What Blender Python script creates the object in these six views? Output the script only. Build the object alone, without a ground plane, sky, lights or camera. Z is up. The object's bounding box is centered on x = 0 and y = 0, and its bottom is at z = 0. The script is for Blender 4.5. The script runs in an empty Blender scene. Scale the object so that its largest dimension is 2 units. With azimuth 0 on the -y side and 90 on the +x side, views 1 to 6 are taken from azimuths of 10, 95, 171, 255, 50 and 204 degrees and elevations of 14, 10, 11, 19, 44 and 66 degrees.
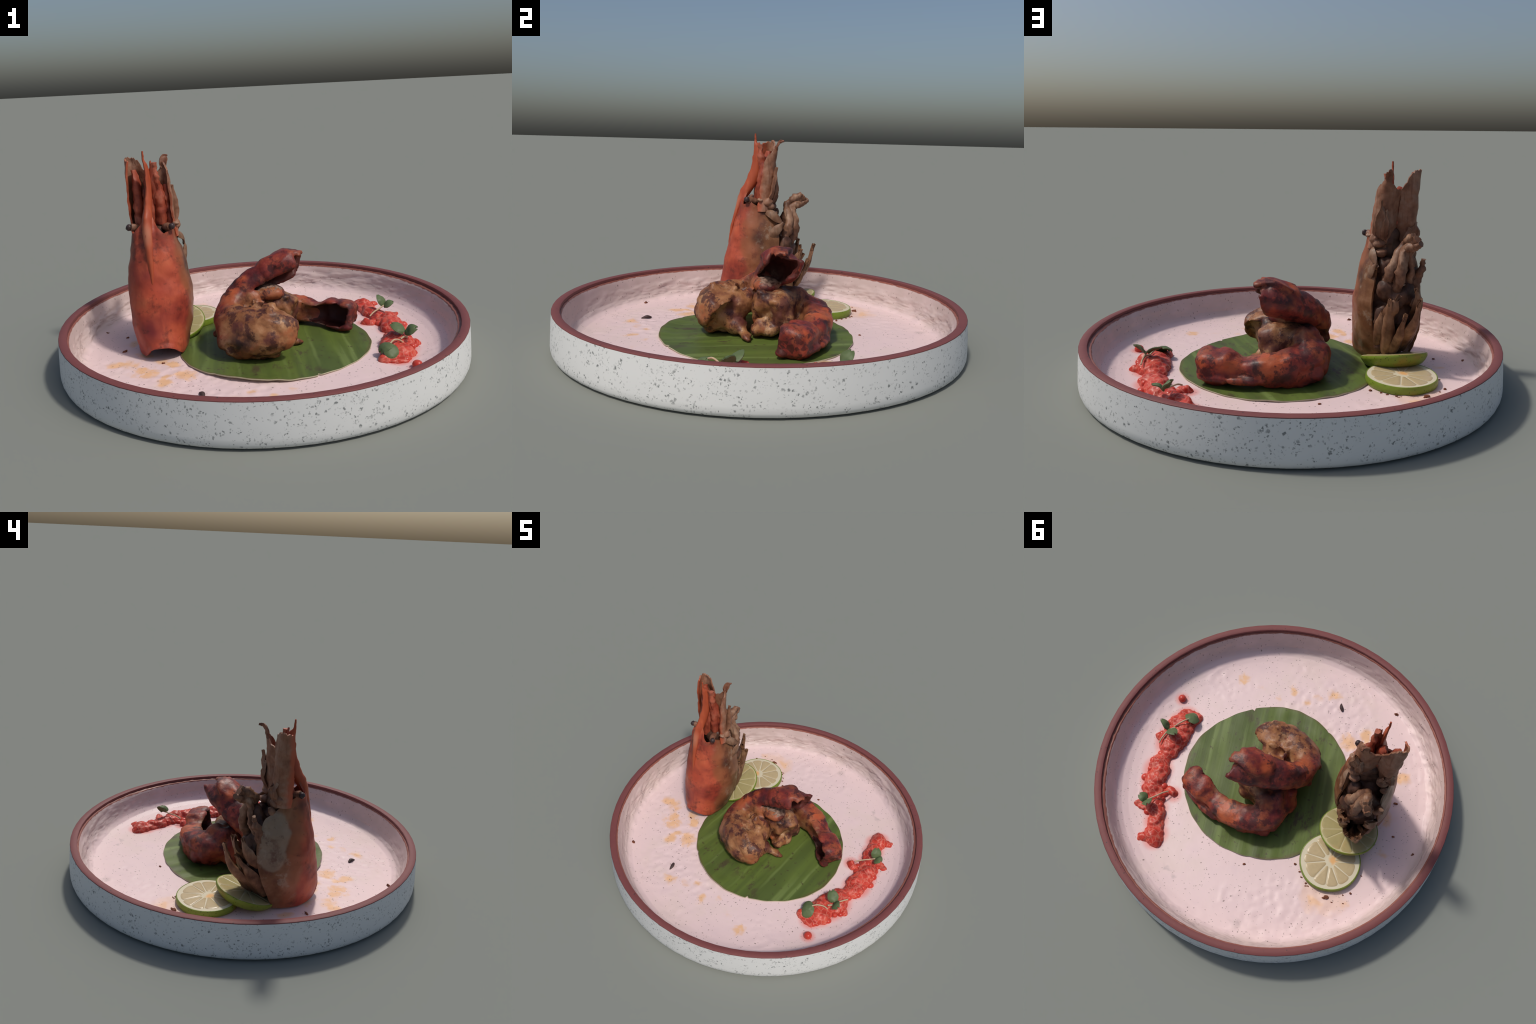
import bpy, math, random
import numpy as np
from mathutils import Vector, noise as mnoise

random.seed(7)
rng = np.random.default_rng(7)
FLOOR = 0.033          # height of the glazed plate floor


# ----------------------------------------------------------------- helpers
def V(*a):
    return np.array(a, float)


def unit(v):
    v = np.asarray(v, float)
    return v / (np.linalg.norm(v) + 1e-12)


def spline(pts, n):
    """Catmull-Rom through rows of pts (any number of columns), n samples."""
    p = np.asarray(pts, float)
    if len(p) == 2:
        t = np.linspace(0, 1, n)[:, None]
        return p[0] * (1 - t) + p[1] * t
    q = np.vstack([2 * p[0] - p[1], p, 2 * p[-1] - p[-2]])
    m = len(p) - 1
    out = []
    for s in np.linspace(0, m, n):
        i = min(int(s), m - 1)
        t = s - i
        a, b, c, d = q[i:i + 4]
        out.append(.5 * (2 * b + (c - a) * t + (2 * a - 5 * b + 4 * c - d) * t * t
                         + (3 * b - a - 3 * c + d) * t ** 3))
    return np.array(out)


def table(x, xs, ys):
    return np.interp(x, xs, ys)


def smooth(x, a, b):
    t = np.clip((np.asarray(x, float) - a) / (b - a), 0, 1)
    return t * t * (3 - 2 * t)


def fbm(P, scale, octaves=3, seed=0.0):
    out = np.empty(len(P))
    off = Vector((seed * 3.1, seed * 7.7, seed * 1.3))
    for i, p in enumerate(P):
        out[i] = mnoise.fractal(Vector(p) * scale + off, 0.8, 2.1, octaves,
                                noise_basis='PERLIN_ORIGINAL')
    return out


def crumple(P, scale, seed=0.0):
    """faceted hammered look: nearest cell distance"""
    out = np.empty(len(P))
    off = Vector((seed * 3.1, seed * 7.7, seed * 1.3))
    for i, p in enumerate(P):
        out[i] = mnoise.voronoi(Vector(p) * scale + off)[0][0]
    return out


def link(o, parent=None):
    bpy.context.scene.collection.objects.link(o)
    if parent is not None:
        o.parent = parent
    return o


def thing(name, base, label, category):
    e = bpy.data.objects.new(name, None)
    e.empty_display_size = 0.05
    e.location = base
    e["label"] = label
    e["category"] = category
    return link(e)


def make_mesh(name, verts, faces, smooth_angle=None):
    me = bpy.data.meshes.new(name)
    me.from_pydata([tuple(v) for v in verts], [], [tuple(f) for f in faces])
    me.update()
    me.polygons.foreach_set("use_smooth", [True] * len(me.polygons))
    if smooth_angle is not None:
        me.set_sharp_from_angle(angle=math.radians(smooth_angle))
    return me


def fix_normals(me):
    import bmesh
    bm = bmesh.new()
    bm.from_mesh(me)
    bmesh.ops.recalc_face_normals(bm, faces=bm.faces)
    bm.to_mesh(me)
    bm.free()
    me.update()


def part(name, verts, faces, mat, owner, smooth_angle=50, parent=None):
    """mesh part given in world coordinates; stored relative to its thing"""
    base = np.array(owner.location)
    me = make_mesh(name, np.asarray(verts) - base, faces)
    fix_normals(me)
    if smooth_angle is not None:
        me.set_sharp_from_angle(angle=math.radians(smooth_angle))
    me.materials.append(mat)
    return link(bpy.data.objects.new(name, me), parent or owner)


def loft(sections, cap=True):
    """closed rings -> verts, faces"""
    S = np.asarray(sections)
    m, n = S.shape[:2]
    verts = S.reshape(-1, 3)
    faces = []
    for i in range(m - 1):
        for j in range(n):
            k = (j + 1) % n
            faces.append((i * n + j, i * n + k, (i + 1) * n + k, (i + 1) * n + j))
    if cap:
        faces.append(tuple(range(n))[::-1])
        faces.append(tuple((m - 1) * n + j for j in range(n)))
    return verts, faces


def merge(*pieces):
    vs, fs, off = [], [], 0
    for v, f in pieces:
        vs.append(np.asarray(v))
        fs += [tuple(i + off for i in q) for q in f]
        off += len(v)
    return np.vstack(vs), fs


def sheet(grid, th):
    """thick sheet from a grid of points (nu, nv, 3)"""
    G = np.asarray(grid, float)
    nu, nv = G.shape[:2]
    du = np.gradient(G, axis=0)
    dv = np.gradient(G, axis=1)
    N = np.cross(du, dv)
    N /= np.linalg.norm(N, axis=2, keepdims=True) + 1e-12
    t = np.broadcast_to(np.asarray(th, float), (nu, nv))[..., None] * .5
    verts = np.vstack([(G + N * t).reshape(-1, 3), (G - N * t).reshape(-1, 3)])
    o = nu * nv
    idx = lambda i, j: i * nv + j
    faces = []
    for i in range(nu - 1):
        for j in range(nv - 1):
            q = (idx(i, j), idx(i + 1, j), idx(i + 1, j + 1), idx(i, j + 1))
            faces.append(q)
            faces.append(tuple(a + o for a in q[::-1]))
    for i in range(nu - 1):
        for j in (0, nv - 1):
            faces.append((idx(i, j), idx(i + 1, j), idx(i + 1, j) + o, idx(i, j) + o))
    for j in range(nv - 1):
        for i in (0, nu - 1):
            faces.append((idx(i, j), idx(i, j + 1), idx(i, j + 1) + o, idx(i, j) + o))
    return verts, faces


def tube(path, radii, n=12, flat=1.0, up=(0, 0, 1), samples=None, bumps=0.0, seed=0):
    rows = np.c_[np.asarray(path, float), np.asarray(radii, float)]
    R = spline(rows, samples or 6 * len(path))
    rings = []
    for i, r in enumerate(R):
        a, b = R[max(i - 1, 0)][:3], R[min(i + 1, len(R) - 1)][:3]
        t = unit(b - a)
        s = unit(np.cross(t, up)) if abs(np.dot(t, unit(up))) < .98 else unit(np.cross(t, (0, 1, 0)))
        w = np.cross(s, t)
        an = np.linspace(0, 2 * np.pi, n, endpoint=False)
        rad = max(r[3], 1e-4)
        rings.append(r[:3] + rad * (np.cos(an)[:, None] * s + flat * np.sin(an)[:, None] * w))
    v, f = loft(rings)
    if bumps:
        d = fbm(v, 30, 3, seed) * bumps
        c = np.repeat(R[:, :3], n, 0)
        v = v + (v - c) / (np.linalg.norm(v - c, axis=1, keepdims=True) + 1e-9) * d[:, None]
    return v, f


def ellipsoid(c, r, nu=24, nv=14):
    v, f = [], []
    rings = []
    for j in range(1, nv):
        ph = np.pi * j / nv
        an = np.linspace(0, 2 * np.pi, nu, endpoint=False)
        rings.append(np.c_[np.cos(an) * np.sin(ph), np.sin(an) * np.sin(ph), np.full(nu, np.cos(ph))])
    vv, ff = loft(rings, cap=True)
    return vv * np.asarray(r) + np.asarray(c), ff


def petal(spine, width, facing, th=.006, cup=.3, nu=15, nv=9, ragged=.0, seed=0, tipw=.25):
    """curved shell plate: spine points, greatest width, direction its back faces"""
    S = spline(spine, nu)
    g = np.zeros((nu, nv, 3))
    rnd = np.random.default_rng(seed + 100)
    for i in range(nu):
        t = unit(S[min(i + 1, nu - 1)] - S[max(i - 1, 0)])
        s = unit(np.cross(t, facing))
        nrm = np.cross(s, t)
        x = i / (nu - 1)
        w = width * (.45 + .55 * math.sin(math.pi * min(1, x * 1.15 + .05)) ** .8)
        w *= 1 - (1 - tipw) * smooth(x, .6, 1)
        for j in range(nv):
            u = 2 * j / (nv - 1) - 1
            end = 0
            if i == nu - 1:
                end = ragged * rnd.uniform(-1, 1)
            g[i, j] = S[i] + s * u * w * .5 - nrm * cup * w * (u * u - .3) + t * end
    f = fbm(g.reshape(-1, 3), 22, 3, seed).reshape(nu, nv)
    g[..., 1] += f * .006
    g[..., 0] += fbm(g.reshape(-1, 3), 22, 3, seed + 5).reshape(nu, nv) * .004
    return sheet(g, th)


def remeshed(verts, faces, voxel, name="body", smooth_iter=4):
    me = make_mesh(name, verts, faces)
    fix_normals(me)
    o = link(bpy.data.objects.new(name + "_builder", me))
    m = o.modifiers.new("r", 'REMESH')
    m.mode = 'VOXEL'
    m.voxel_size = voxel
    s = o.modifiers.new("s", 'SMOOTH')
    s.iterations = smooth_iter
    s.factor = .5
    bpy.context.view_layer.update()
    dg = bpy.context.evaluated_depsgraph_get()
    out = bpy.data.meshes.new_from_object(o.evaluated_get(dg))
    bpy.data.objects.remove(o)
    bpy.data.meshes.remove(me)
    return out


def faceted(me, ratio):
    """collapse to coarse irregular facets: torn, seared planes instead of smooth balloons"""
    o = link(bpy.data.objects.new("facet_builder", me))
    d = o.modifiers.new("d", 'DECIMATE')
    d.ratio = ratio
    bpy.context.view_layer.update()
    dg = bpy.context.evaluated_depsgraph_get()
    out = bpy.data.meshes.new_from_object(o.evaluated_get(dg))
    bpy.data.objects.remove(o)
    bpy.data.meshes.remove(me)
    return out


def mesh_arrays(me):
    n = len(me.vertices)
    co = np.empty(n * 3)
    me.vertices.foreach_get("co", co)
    no = np.empty(n * 3)
    me.vertices.foreach_get("normal", no)
    return co.reshape(-1, 3), no.reshape(-1, 3)


def set_co(me, co):
    me.vertices.foreach_set("co", np.asarray(co).ravel())
    me.update()


def split_body(me, labels, names, mats, owner):
    """cut one smooth body into region objects that share border vertices and
    carry the whole body's normals. me: world coordinates"""
    base = np.array(owner.location)
    co, no = mesh_arrays(me)
    polys = [tuple(p.vertices) for p in me.polygons]
    obs = []
    for k, (nm, mat) in enumerate(zip(names, mats)):
        fs = [p for p, l in zip(polys, labels) if l == k]
        if not fs:
            continue
        used = sorted({i for f in fs for i in f})
        re = {v: i for i, v in enumerate(used)}
        m2 = make_mesh(nm, co[used] - base, [tuple(re[i] for i in f) for f in fs])
        m2.normals_split_custom_set_from_vertices([tuple(v) for v in no[used]])
        m2.materials.append(mat)
        obs.append(link(bpy.data.objects.new(nm, m2), owner))
    bpy.data.meshes.remove(me)
    return obs


# ----------------------------------------------------------------- material kit
class Mat:
    def __init__(self, name, rough=.5, base=(0, 0, 0)):
        self.m = bpy.data.materials.new(name)
        self.m.use_nodes = True
        self.nt = self.m.node_tree
        self.b = self.nt.nodes["Principled BSDF"]
        self.b.inputs["Roughness"].default_value = rough
        self.b.inputs["Specular IOR Level"].default_value = .3
        self.co = self.nt.nodes.new("ShaderNodeTexCoord").outputs["Object"]
        self.base = np.asarray(base, float)   # thing base, so masks can use world places

    def node(self, t, **k):
        n = self.nt.nodes.new(t)
        for a, b in k.items():
            setattr(n, a, b)
        return n

    def put(self, sock, val):
        if isinstance(val, bpy.types.NodeSocket):
            self.nt.links.new(val, sock)
        elif isinstance(val, (tuple, list, np.ndarray)) and sock.type == 'RGBA' and len(val) == 3:
            sock.default_value = (*val, 1)
        else:
            sock.default_value = val

    def noise(self, scale, detail=4, rough=.55, vec=None, dist=0.0, stretch=None, seed=0.0):
        v = vec or self.co
        if stretch is not None or seed:
            mp = self.node("ShaderNodeMapping")
            self.put(mp.inputs["Vector"], v)
            mp.inputs["Scale"].default_value = stretch or (1, 1, 1)
            mp.inputs["Location"].default_value = (seed, seed * 1.7, seed * .6)
            v = mp.outputs[0]
        n = self.node("ShaderNodeTexNoise")
        self.put(n.inputs["Vector"], v)
        n.inputs["Scale"].default_value = scale
        n.inputs["Detail"].default_value = detail
        n.inputs["Roughness"].default_value = rough
        n.inputs["Distortion"].default_value = dist
        return n.outputs["Fac"]

    def voronoi(self, scale, feature='F1', out="Distance", vec=None, rand=1.0):
        n = self.node("ShaderNodeTexVoronoi", feature=feature)
        self.put(n.inputs["Vector"], vec or self.co)
        n.inputs["Scale"].default_value = scale
        n.inputs["Randomness"].default_value = rand
        return n.outputs[out]

    def math(self, op, a, b=0.0, clamp=False):
        n = self.node("ShaderNodeMath", operation=op, use_clamp=clamp)
        self.put(n.inputs[0], a)
        self.put(n.inputs[1], b)
        return n.outputs[0]

    def band(self, x, lo, hi, a=0.0, b=1.0):
        n = self.node("ShaderNodeMapRange", interpolation_type='SMOOTHSTEP')
        self.put(n.inputs[0], x)
        n.inputs[1].default_value = lo
        n.inputs[2].default_value = hi
        n.inputs[3].default_value = a
        n.inputs[4].default_value = b
        return n.outputs[0]

    def mix(self, f, a, b, blend='MIX'):
        n = self.node("ShaderNodeMix", data_type='RGBA', blend_type=blend)
        self.put(n.inputs[0], f)
        self.put(n.inputs[6], a)
        self.put(n.inputs[7], b)
        return n.outputs[2]

    def ramp(self, f, stops):
        n = self.node("ShaderNodeValToRGB")
        self.put(n.inputs[0], f)
        e = n.color_ramp.elements
        while len(e) < len(stops):
            e.new(.5)
        for el, (p, c) in zip(e, stops):
            el.position = p
            el.color = (*c, 1)
        return n.outputs[0]

    def vec(self, op, a, b=(0, 0, 0), out=0):
        n = self.node("ShaderNodeVectorMath", operation=op)
        self.put(n.inputs[0], a)
        self.put(n.inputs[1], b)
        return n.outputs[out]

    def scaled(self, s, vec=None):
        return self.vec('MULTIPLY', vec or self.co, s)

    def warped(self, amount, scale, vec=None):
        v = vec or self.co
        n = self.node("ShaderNodeTexNoise")
        self.put(n.inputs["Vector"], v)
        n.inputs["Scale"].default_value = scale
        d = self.vec('SUBTRACT', n.outputs["Color"], (.5, .5, .5))
        d = self.vec('MULTIPLY', d, (amount,) * 3)
        return self.vec('ADD', v, d)

    def near(self, p, r0, r1, vec=None, squash=None):
        """1 close to world point p (inside r0), 0 beyond r1"""
        q = np.asarray(p, float) - self.base
        v = vec or self.co
        if squash is not None:
            v = self.scaled(squash, v)
            q = q * np.asarray(squash)
        d = self.vec('DISTANCE', v, tuple(q), out=1)
        return self.band(d, r0, r1, 1.0, 0.0)

    def any(self, masks):
        m = masks[0]
        for x in masks[1:]:
            m = self.math('MAXIMUM', m, x)
        return m

    def sep(self, axis):
        n = self.node("ShaderNodeSeparateXYZ")
        self.put(n.inputs[0], self.co)
        return n.outputs[axis]

    def bump(self, h, strength=.3, dist=.01):
        n = self.node("ShaderNodeBump")
        n.inputs["Strength"].default_value = strength
        n.inputs["Distance"].default_value = dist
        self.put(n.inputs["Height"], h)
        self.nt.links.new(n.outputs[0], self.b.inputs["Normal"])

    def color(self, c):
        self.put(self.b.inputs["Base Color"], c)
        return self.m

    def rough(self, r):
        self.put(self.b.inputs["Roughness"], r)


# ================================================================= PLATE
plate = thing("serving_plate", (0, 0, 0),
              "round speckled white ceramic plate with brown rim", "plate")


def ring_profile(profile, n):
    an = np.linspace(0, 2 * np.pi, n, endpoint=False)
    return [np.c_[r * np.cos(an), r * np.sin(an), np.full(n, z)] for r, z in profile]


def mat_wall():
    m = Mat("speckled_glaze_outside", .55)
    v = m.warped(.022, 60)
    v = m.warped(.006, 160, v)
    lay = []
    for sc, th, lo, hi in ((24, .22, .52, .62), (38, .28, .49, .58), (60, .34, .50, .60), (90, .36, .48, .62)):
        d = m.voronoi(sc, vec=v)
        n = m.noise(sc * .33, 1, seed=sc)
        lay.append(m.math('MULTIPLY', m.band(d, th * .45, th, 1, 0), m.band(n, lo, hi)))
    s = m.any(lay)
    tone = m.math('MULTIPLY', s, m.band(m.noise(34, 2, seed=3), .3, .62, .25, .85))
    base = m.mix(m.noise(3, 3), (.70, .705, .69), (.75, .75, .735))
    return m.color(m.mix(tone, base, (.13, .14, .14)))


def mat_rim():
    m = Mat("brown_bare_clay", .6)
    c = m.mix(m.noise(6, 4), (.165, .05, .05), (.2, .062, .058))
    c = m.mix(m.band(m.noise(45, 3, stretch=(1, 1, .2)), .55, .8, 0, .35), c, (.25, .085, .065))
    c = m.mix(m.math('LESS_THAN', m.voronoi(28), .1), c, (.08, .04, .04))
    m.bump(m.noise(60, 3), .15, .004)
    return m.color(c)


def mat_glaze(stains, roe_path):
    m = Mat("pinkish_white_glaze", .42)
    base = m.mix(m.noise(2.2, 4), (.73, .56, .55), (.79, .605, .595))
    base = m.mix(m.band(m.noise(9, 5), .5, .75, 0, .5), base, (.70, .535, .545))
    base = m.mix(m.band(m.noise(3.5, 5, .6, seed=4), .5, .68, 0, .6), base, (.72, .57, .52))
    # wall side of the dish is tinted darker and browner than the floor
    r = m.vec('LENGTH', m.vec('MULTIPLY', m.co, (1, 1, 0)), out=1)
    wall = m.math('MULTIPLY', m.band(r, .87, .92), m.band(m.noise(7, 4), .2, .6, .35, .8))
    base = m.mix(wall, base, (.53, .415, .38))
    edge = m.band(m.math('ADD', m.sep(2), m.math('MULTIPLY', m.math('SUBTRACT', m.noise(30, 4), .5), .012)), .172, .177)   # bare clay lip
    # oily orange stains
    w = m.warped(.11, 8)
    w = m.warped(.05, 22, w)
    w = m.warped(.02, 60, w)
    masks = [m.math('MULTIPLY', m.near((x, y, FLOOR), 0, rr, vec=w), k) for x, y, rr, k in stains]
    st = m.math('MULTIPLY', m.any(masks), m.band(m.noise(17, 4, .6, seed=5), .28, .62, .25, 1))
    st = m.band(st, .08, .72)
    base = m.mix(m.math('MULTIPLY', st, .78), base, (.77, .44, .20))
    # faint tide mark by the lime
    tide = m.near((-.5, .5, FLOOR), .09, .15, vec=w, squash=(1, 1.4, 1))
    base = m.mix(m.math('MULTIPLY', tide, .5), base, (.78, .52, .38))
    # grey smudges
    gs = m.any([m.near((x, y, FLOOR), 0, q, vec=w) for x, y, q in
                ((.34, .703, .035), (.285, .733, .03), (-.126, .805, .05))])
    base = m.mix(m.math('MULTIPLY', gs, .6), base, (.42, .34, .33))
    # juice bleeding out of the roe
    bl = m.any([m.near((x, y, FLOOR), rr * .85, rr + .035) for x, y, rr in roe_path])
    base = m.mix(m.math('MULTIPLY', bl, .6), base, (.72, .16, .12))
    # iron specks
    v = m.warped(.012, 70)
    lay = []
    for sc, th, lo in ((26, .13, .46), (44, .17, .47), (70, .19, .52)):
        d = m.voronoi(sc, vec=m.vec('MULTIPLY', v, (1, 1, .6)))
        lay.append(m.math('MULTIPLY', m.band(d, th * .6, th, 1, 0), m.band(m.noise(sc * .4, 1, seed=sc), lo, lo + .08)))
    base = m.mix(m.math('MULTIPLY', m.any(lay), .72), base, (.17, .12, .10))
    base = m.mix(edge, base, (.27, .095, .07))
    m.bump(m.noise(70, 3), .12, .003)
    return m.color(base)


ROE_PATH = [  # x, y, half width, height of the spoonful of roe
    (.66, -.190, .050, .030), (.66, -.130, .075, .040), (.665, -.060, .080, .050),
    (.665, .010, .078, .045), (.655, .070, .050, .035), (.655, .115, .040, .030),
    (.655, .190, .072, .042), (.635, .265, .066, .042), (.600, .335, .062, .042),
    (.555, .405, .056, .040), (.515, .475, .052, .038), (.480, .540, .054, .038),
    (.475, .580, .040, .030)]
STAINS = [(.455, -.572, .06, 1), (.150, -.620, .055, 1), (-.098, -.705, .065, 1), (.046, -.573, .055, 1),
          (-.303, -.425, .085, 1), (-.378, -.500, .07, 1), (-.664, -.334, .075, .8), (-.677, -.066, .06, .8),
          (-.726, .148, .05, .7), (-.477, .53, .06, .9), (-.624, .49, .05, .7), (.332, -.542, .05, .45),
          (-.645, -.314, .08, .8), (-.511, -.401, .12, 1), (-.39, -.307, .085, 1), (-.442, -.272, .08, .8),
          (-.375, -.446, .06, 1), (-.29, -.426, .07, 1), (-.55, -.2, .09, .8), (-.58, -.33, .09, .7),
          (.2, -.52, .05, .5), (-.02, -.64, .05, .5), (-.6, .35, .05, .6)]


def build_plate():
    n = 72
    wall = ring_profile([(.0001, .004), (.90, .004), (.945, .000), (.972, .000), (.984, .005), (.993, .012),
                         (.9985, .026), (.9995, .050), (.996, .120), (.991, .194)], n)
    v, f = loft(wall, cap=False)
    part("outer_wall", v, f, mat_wall(), plate, 50)
    rim = ring_profile([(.9905, .1925), (.990, .1970), (.988, .1985), (.955, .1985), (.953, .1970), (.9525, .182),
                        (.9525, .170)], n)
    v, f = loft(rim, cap=False)
    part("rim", v, f, mat_rim(), plate, 40)

    # glazed inside: wavy hand-pressed dish standing a little lower than the rim
    R = np.r_[np.linspace(.0005, .82, 95), np.linspace(.826, .90, 20), np.linspace(.902, .954, 40)]
    na = 420
    an = np.linspace(0, 2 * np.pi, na, endpoint=False)
    prof_r = [0, .82, .865, .893, .910, .921, .929, .935, .9385, .942, .955]
    prof_z = [0, .000, .004, .016, .036, .066, .100, .130, .143, .1475, .1485]
    rr, aa = np.meshgrid(R, an, indexing='ij')
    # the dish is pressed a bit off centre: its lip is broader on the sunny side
    sunny_r = [0, .72, .79, .835, .870, .895, .910, .921, .930, .936, .955]
    sunny_z = [0, .000, .007, .015, .028, .048, .076, .110, .138, .1475, .1490]
    sunny = np.clip(np.cos(aa - math.radians(12)), 0, 1) ** 1.1
    zz = FLOOR + (1 - sunny) * np.interp(rr - .006, prof_r, prof_z) + sunny * np.interp(rr, sunny_r, sunny_z)
    P = np.c_[(rr * np.cos(aa)).ravel(), (rr * np.sin(aa)).ravel(), zz.ravel()]
    q = P.copy()
    rad = rr.ravel()
    wallm = smooth(rad, .84, .90) * (1 - smooth(rad, .928, .940))
    patch = smooth(fbm(q, 3.2, 2, 4), -.05, .35)
    rough = (fbm(q, 26, 3, 1) * .0014 + (crumple(q, 24, 2) - .4) * .0035) * (.15 + 1.3 * patch)
    P[:, 2] += rough * (1 - wallm)
    # crumpled wall, strongest away from the sun side
    side = .25 + .75 * smooth(np.cos(aa.ravel() - math.radians(150)), -.4, .6)
    th = aa.ravel()
    u = np.c_[th * 8 + q[:, 2] * 16, q[:, 2] * 13 - th * 3, th * 0]           # slanting pulls of the potter's fingers
    wr = (fbm(u, 1.3, 4, 3) * .010 + (.3 - np.abs(fbm(u, 2.6, 3, 9))) * .008 - .0015) * wallm * side
    d = np.c_[np.cos(aa.ravel()), np.sin(aa.ravel()), -.3 * np.ones(len(P))]
    P += d * wr[:, None]
    P[:, 2] += (fbm(q, 34, 3, 6) * .0022) * smooth(rad, .925, .94)
    faces = []
    nr = len(R)
    for i in range(nr - 1):
        for j in range(na):
            k = (j + 1) % na
            faces.append((i * na + j, (i + 1) * na + j, (i + 1) * na + k, i * na + k))
    bleed = [(x, y, w) for x, y, w, h in ROE_PATH] + [(.739, -.28, .022), (.50, .295, .03)]
    part("inner_glaze", P, faces, mat_glaze(STAINS, bleed), plate, None)


build_plate()


# ================================================================= BANANA LEAF
LEAF_C = V(.052, -.007)
LEAF_R = .474
VEIN = unit(V(-.24, .97, 0))       # direction of the parallel veins


def mat_leaf(base):
    m = Mat("banana_leaf_green", .5, base)
    ang = math.atan2(VEIN[1], VEIN[0])
    mp = m.node("ShaderNodeMapping")
    m.put(mp.inputs[0], m.co)
    mp.inputs["Rotation"].default_value = (0, 0, -ang)
    v = mp.outputs[0]
    c = m.mix(m.noise(4, 4), (.086, .124, .023), (.122, .168, .034))
    sv = m.warped(.035, 4, v)
    streak = m.noise(1, 1, .4, vec=m.scaled((.9, 19, 1), sv))
    wide = m.noise(1, 2, vec=m.scaled((.7, 6, 1), sv))
    c = m.mix(m.band(wide, .36, .56, .75, 0), c, (.066, .092, .023))
    c = m.mix(m.band(streak, .55, .72, 0, .7), c, (.180, .240, .070))
    c = m.mix(m.band(streak, .30, .42, .5, 0), c, (.062, .088, .022))
    fine = m.noise(1, 2, vec=m.scaled((2, 80, 1), v))
    c = m.mix(m.band(fine, .5, .75, 0, .22), c, (.060, .082, .022))
    # scorched brown blotches, stretched along the veins
    n1 = m.noise(1, 6, .72, vec=m.scaled((7, 15, 1), v))
    n2 = m.noise(3.2, 2, seed=4)
    bl = m.math('MULTIPLY', m.band(n1, .50, .62), m.band(n2, .44, .58))
    c = m.mix(m.math('MULTIPLY', bl, .85), c, (.062, .042, .026))
    n3 = m.noise(30, 4, .7, seed=8)
    c = m.mix(m.math('MULTIPLY', m.band(n3, .60, .68), .75), c, (.055, .036, .020))
    # dried brown edge
    r = m.vec('LENGTH', m.vec('MULTIPLY', m.co, (1, 1, 0)), out=1)
    r = m.math('ADD', r, m.math('MULTIPLY', m.noise(14, 3), .02))
    c = m.mix(m.band(r, LEAF_R + .000, LEAF_R + .010, 0, .6), c, (.11, .085, .03))
    m.bump(fine, .2, .003)
    return m.color(c)


def mat_leaf_under():
    m = Mat("banana_leaf_pale_cut", .6)
    return m.color(m.mix(m.noise(30, 3), (.30, .29, .17), (.52, .47, .34)))


def build_leaf():
    base = (LEAF_C[0], LEAF_C[1], FLOOR)
    leaf = thing("banana_leaf", base, "round cut green banana leaf with brown scorch marks", "leaf")
    nr, na = 46, 300
    an = np.linspace(0, 2 * np.pi, na, endpoint=False)
    R = LEAF_R * (1 + .012 * np.sin(3 * an + 1) + .008 * np.sin(5 * an + 2) + .003 * np.sin(23 * an))
    # a torn nick and a small notch in the rim
    for a0, w, dep in ((math.atan2(-.389, .262), .016, .05), (math.atan2(-.40, -.2), .03, .012),
                       (math.atan2(.42, -.1), .05, .006)):
        dd = np.abs((an - a0 + np.pi) % (2 * np.pi) - np.pi)
        R -= dep * np.clip(1 - dd / w, 0, 1) * LEAF_R
    rings_top, rings_bot = [], []
    side = V(VEIN[1], -VEIN[0])
    for i in range(nr):
        s = (i + .02) / (nr - 1)
        s = min(s, 1)
        x = LEAF_C[0] + R * s * np.cos(an)
        y = LEAF_C[1] + R * s * np.sin(an)
        P = np.c_[x, y, np.zeros(na)]
        u = x * side[0] + y * side[1]
        z = FLOOR + .0075 + .0011 * np.sin(u * 47 + 3 * np.sin(u * 9)) + fbm(P, 7, 2, 3) * .0030
        # the lifted lip towards the front
        da = np.abs((an - math.radians(-98) + np.pi) % (2 * np.pi) - np.pi)
        z += .016 * np.exp(-(da / .42) ** 2) * smooth(s, .82, 1.0)
        rings_top.append(np.c_[x, y, z])
        rings_bot.append(np.c_[x, y, z - .0065])
    v, f = loft(rings_top, cap=True)
    f = f[:-1]
    part("blade", v, f, mat_leaf(base), leaf, None)
    # cut edge and pale underside
    edge = [rings_top[-1]]
    e2 = rings_top[-1].copy()
    e2[:, :2] = LEAF_C + (e2[:, :2] - LEAF_C) * 1.004
    e2[:, 2] -= .003
    edge.append(e2)
    edge += [rings_bot[-1]]
    e3 = rings_bot[-8].copy()
    e3[:, 2] -= .002
    edge.append(e3)
    v, f = loft(edge, cap=False)
    part("cut_edge", v, f, mat_leaf_under(), leaf, None)


build_leaf()


# ================================================================= PRAWN TAILS
CHAR = (.030, .016, .018)


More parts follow.
